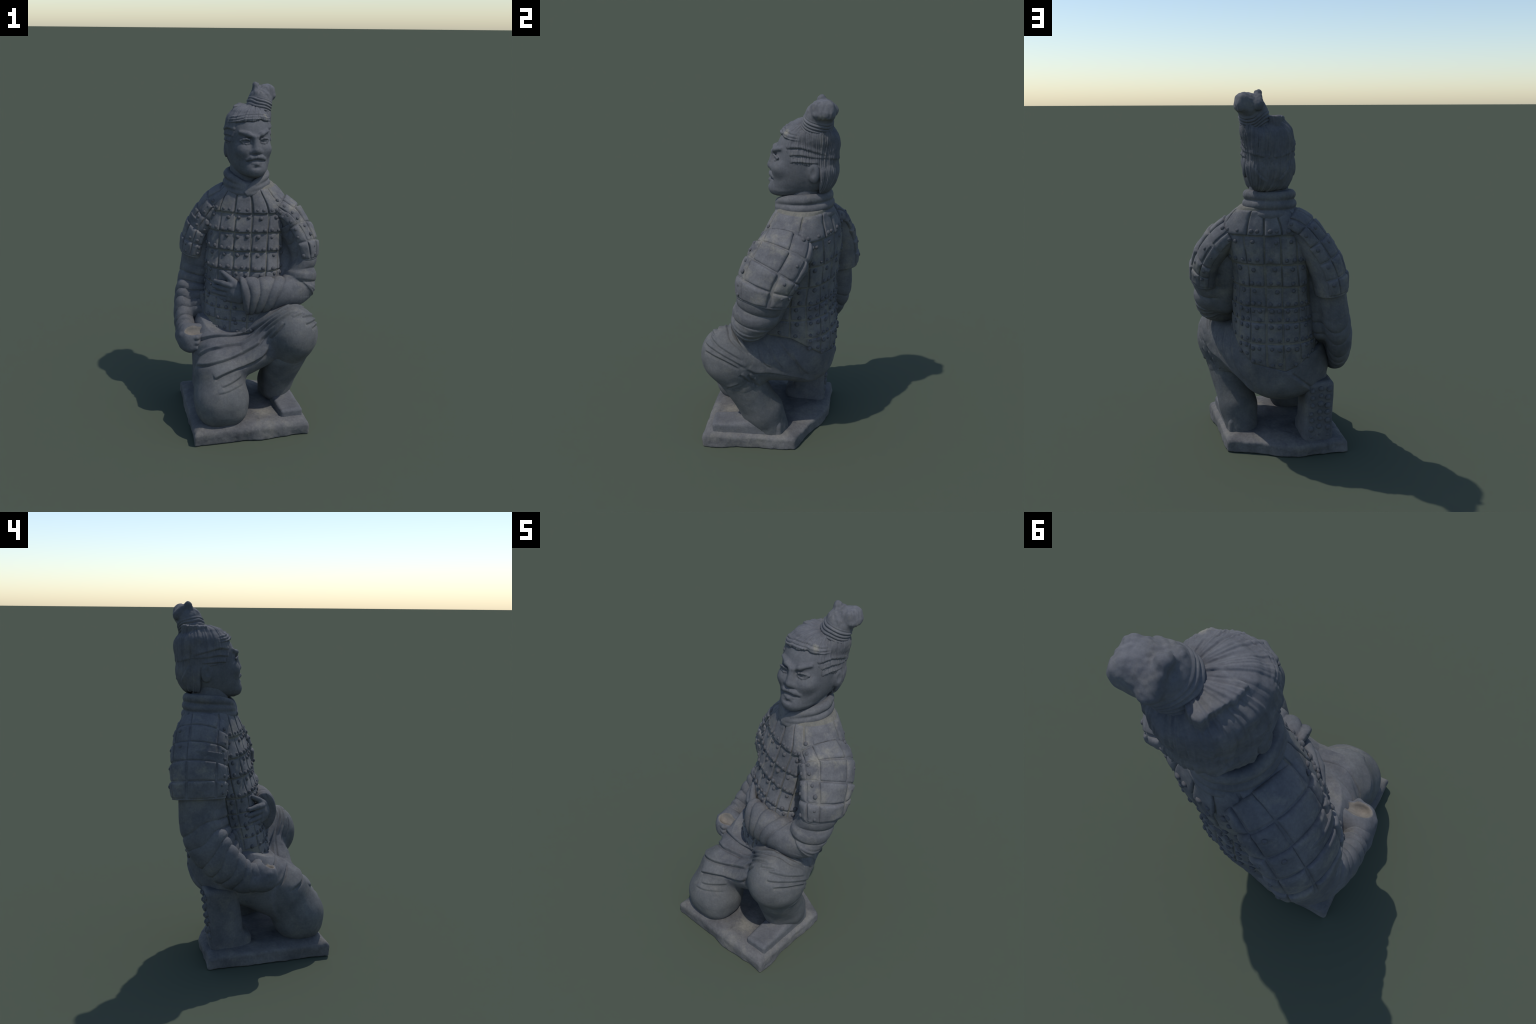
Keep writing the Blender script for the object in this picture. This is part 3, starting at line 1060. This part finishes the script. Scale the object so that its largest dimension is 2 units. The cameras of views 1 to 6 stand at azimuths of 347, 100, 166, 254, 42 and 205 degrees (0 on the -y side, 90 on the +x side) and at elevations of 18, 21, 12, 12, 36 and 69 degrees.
def place(name, me, pos, normal, parent, scale=1.0):
    o = bpy.data.objects.new(name, me)
    bpy.context.scene.collection.objects.link(o)
    o.parent = parent
    qt = Vector(normal).to_track_quat("Z", "Y")
    o.matrix_basis = Matrix.Translation(Vector(pos)) @ qt.to_matrix().to_4x4() @ Matrix.Scale(scale, 4)
    return o


def rivet_on(surface, u, v, lift, parent, scale=1.0):
    u, v = np.array([u]), np.array([v])
    p0, p1 = surface(u, v, 0.0)[0], surface(u, v, .01)[0]
    n = (p1 - p0) / np.linalg.norm(p1 - p0)
    place("rivet", RIVET, p0 + n * lift, n, parent, scale * RNG.uniform(.85, 1.15))


torso_surf = lambda u, v, o: torso_at(u, v, o)
seed = 100


def armour_row(angles, z_top, z_bot, lean, thick, top_rivets, low_rivets, gap=.0012):
    """One row of plates between consecutive angles round the shell."""
    global seed
    per = lambda n, i: n[i] if isinstance(n, tuple) else n
    for col, (ta, tb) in enumerate(zip(angles[:-1], angles[1:])):
        g = gap / .22
        mid = .5 * (ta + tb)
        low_z = z_bot < .76
        zb = max(z_bot, float(hem(mid)) + .002) if low_z else z_bot
        if z_top - zb < .03:
            continue
        seed += 1
        floor = (lambda U: np.minimum(hem(U) + .002, z_top - .02)) if low_z else None
        me = plate_mesh("armour_plate", torso_surf, ta + g, tb - g, z_bot + gap, z_top - gap, thick, lean, seed, M_PLATE, floor=floor, bevel=.10)
        add("armour_plate", me, TORSO_O)
        w = tb - ta
        hz = z_top - zb
        span = float(np.linalg.norm(torso_at(np.array([ta]), np.array([z_top]))[0] - torso_at(np.array([tb]), np.array([z_top]))[0]))
        for k, n in ((.19, per(low_rivets, col)), (.8, per(top_rivets, col))):
            if k > .5 and hz < .065:
                continue
            cnt = n if RNG.rand() < .8 else max(1, n - 1)
            if span < .07 and cnt > 1:
                cnt = 1 if k > .5 else 2
            if span < .045:
                cnt = 1
            for i in range(cnt):
                f = (i + .5) / cnt if cnt > 1 else .5 + RNG.uniform(-.2, .2)
                f += RNG.uniform(-.03, .03)
                z = zb + hz * k + RNG.uniform(-.004, .004)
                li = thick * (1 + lean * (1 - 2 * k)) + .0005
                rivet_on(torso_surf, ta + w * f, z, li, TORSO_O)


FRONT = [theta_of(x, False) for x in (-.215, -.138, -.046, .055, .146, .205)]           # right to left across the chest
BACK = [theta_of(x, True) for x in (.128, .060, -.022, -.105, -.185, -.222)]            # left to right across the back
L_SIDE = [FRONT[-1], -.28, .3, BACK[0]]
R_SIDE = [BACK[-1], math.pi - .25, math.pi + .28, FRONT[0] + 2 * math.pi]
# chest: upper rows overlap the lower ones (lower edge proud)
for zt, zb in ((1.258, 1.149), (1.149, 1.040), (1.040, .928)):
    armour_row(FRONT, zt, zb, .55, .010, (1, 1, 2, 1, 1), (2, 2, 3, 2, 2))
    armour_row(L_SIDE[:2], zt, zb, .5, .007, 1, 1)
    armour_row(R_SIDE[2:], zt, zb, .5, .007, 1, 2)
# belly: lower rows overlap the upper ones (upper edge proud)
for zt, zb in ((.928, .84), (.84, .765), (.765, .70), (.70, .635), (.635, .55)):
    armour_row(FRONT, zt, zb, -.35, .007, (1, 1, 2, 1, 1), 2)
    armour_row(L_SIDE[:2], zt, zb, -.3, .006, 1, 1)
    armour_row(R_SIDE[1:], zt, zb, -.3, .006, 1, 1)
for zt, zb in ((1.272, 1.118), (1.118, .995), (.995, .883)):
    armour_row(BACK, zt, zb, .5, .008, 1, 2)
    armour_row(L_SIDE[1:], zt, zb, .5, .006, 0, 1)
for zt, zb in ((.883, .80), (.80, .685), (.685, .52)):
    armour_row(BACK, zt, zb, -.45, .008, 2, 2)
    armour_row(L_SIDE[1:], zt, zb, -.3, .006, 0, 1)
    armour_row(R_SIDE[:2], zt, zb, -.3, .006, 0, 1)

# yoke over chest and shoulders: tall plates reaching up to the collar
for angles, zb in (([theta_of(.20, False, 1.28), theta_of(.2, True, 1.28)], 1.30), ([theta_of(-.2, True, 1.28), 2 * math.pi + theta_of(-.2, False, 1.28)], 1.30),
                   ([theta_of(x, False, 1.28) for x in (-.20, -.14, -.05, .052, .14, .20)], 1.256),
                   ([theta_of(x, True, 1.28) for x in (.2, .065, -.02, -.105, -.2)], 1.27)):
    for ta, tb in zip(angles[:-1], angles[1:]):
        seed += 1
        add("yoke_plate", plate_mesh("yoke_plate", torso_surf, ta + .006, tb - .006, zb, 1.398, .011, .25, seed, M_PLATE, bevel=.08), TORSO_O)
        for f in (() if zb == 1.30 else (.3, .7) if tb - ta > .25 else (.5,)):
            rivet_on(torso_surf, ta + (tb - ta) * f, zb + .025, .0125, TORSO_O)


# ------------------------------------------------------------------ shoulder guards
def guard(tube, outer):
    """Shell over shoulder and upper arm with rows of plates; `outer` = +1 / -1 sense of the angle."""
    global seed
    o = loft(lambda U, W: tube.at(W, U * 1.0), 140, 110, "shoulder_guard", M_PLATE, ROOT, .003)
    surf = lambda u, v, off: tube.at(v, u, off)
    rows = [float(tube.s[6 * k] / tube.L) for k in range(7)]
    rows[-1] = .985
    cols = np.radians([-22, 16, 52, 116, 158, 196])
    for r in range(6):
        for c in range(5):
            seed += 1
            k = 1 if outer > 0 else 0
            sh = RNG.uniform(-.05, .05)
            u0, u1 = (math.pi - cols[c] + sh, math.pi - cols[c + 1] + sh) if outer > 0 else (math.pi + cols[c] + sh, math.pi + cols[c + 1] + sh)
            v0, v1 = rows[r], rows[r + 1]
            big = c == 2
            th = .010 if big else .009
            gu = .008 * (1 if u1 > u0 else -1)
            me = plate_mesh("shoulder_plate", surf, u0 + gu, u1 - gu, v0 + .001, v1 - .001, th, .4, seed,
                            M_PLATE, bevel=.12 if big else .2, reverse=outer < 0)
            add("shoulder_plate", me, o)
            if not big and r > 0:
                for kk in ((.25, .72) if c in (0, 1) else (.3,)):
                    if RNG.rand() < .75:
                        rivet_on(surf, u0 + (u1 - u0) * RNG.uniform(.3, .7), v0 + (v1 - v0) * kk, th * .9, o, .9)
    return o


guard(GUARD_R, -1)
guard(GUARD_L, 1)

# ------------------------------------------------------------------ studs of the upturned sole
for c in range(3):
    for r in range(7):
        x = -.275 + .047 * c + RNG.uniform(-.004, .004)
        z = .10 + .047 * r + (c % 2) * .012 + RNG.uniform(-.004, .004)
        y = .262 + .12 * (z - .25)
        place("stud", STUD, (x, y, z), (0, 1, .05), FOOT_R, RNG.uniform(.85, 1.15))
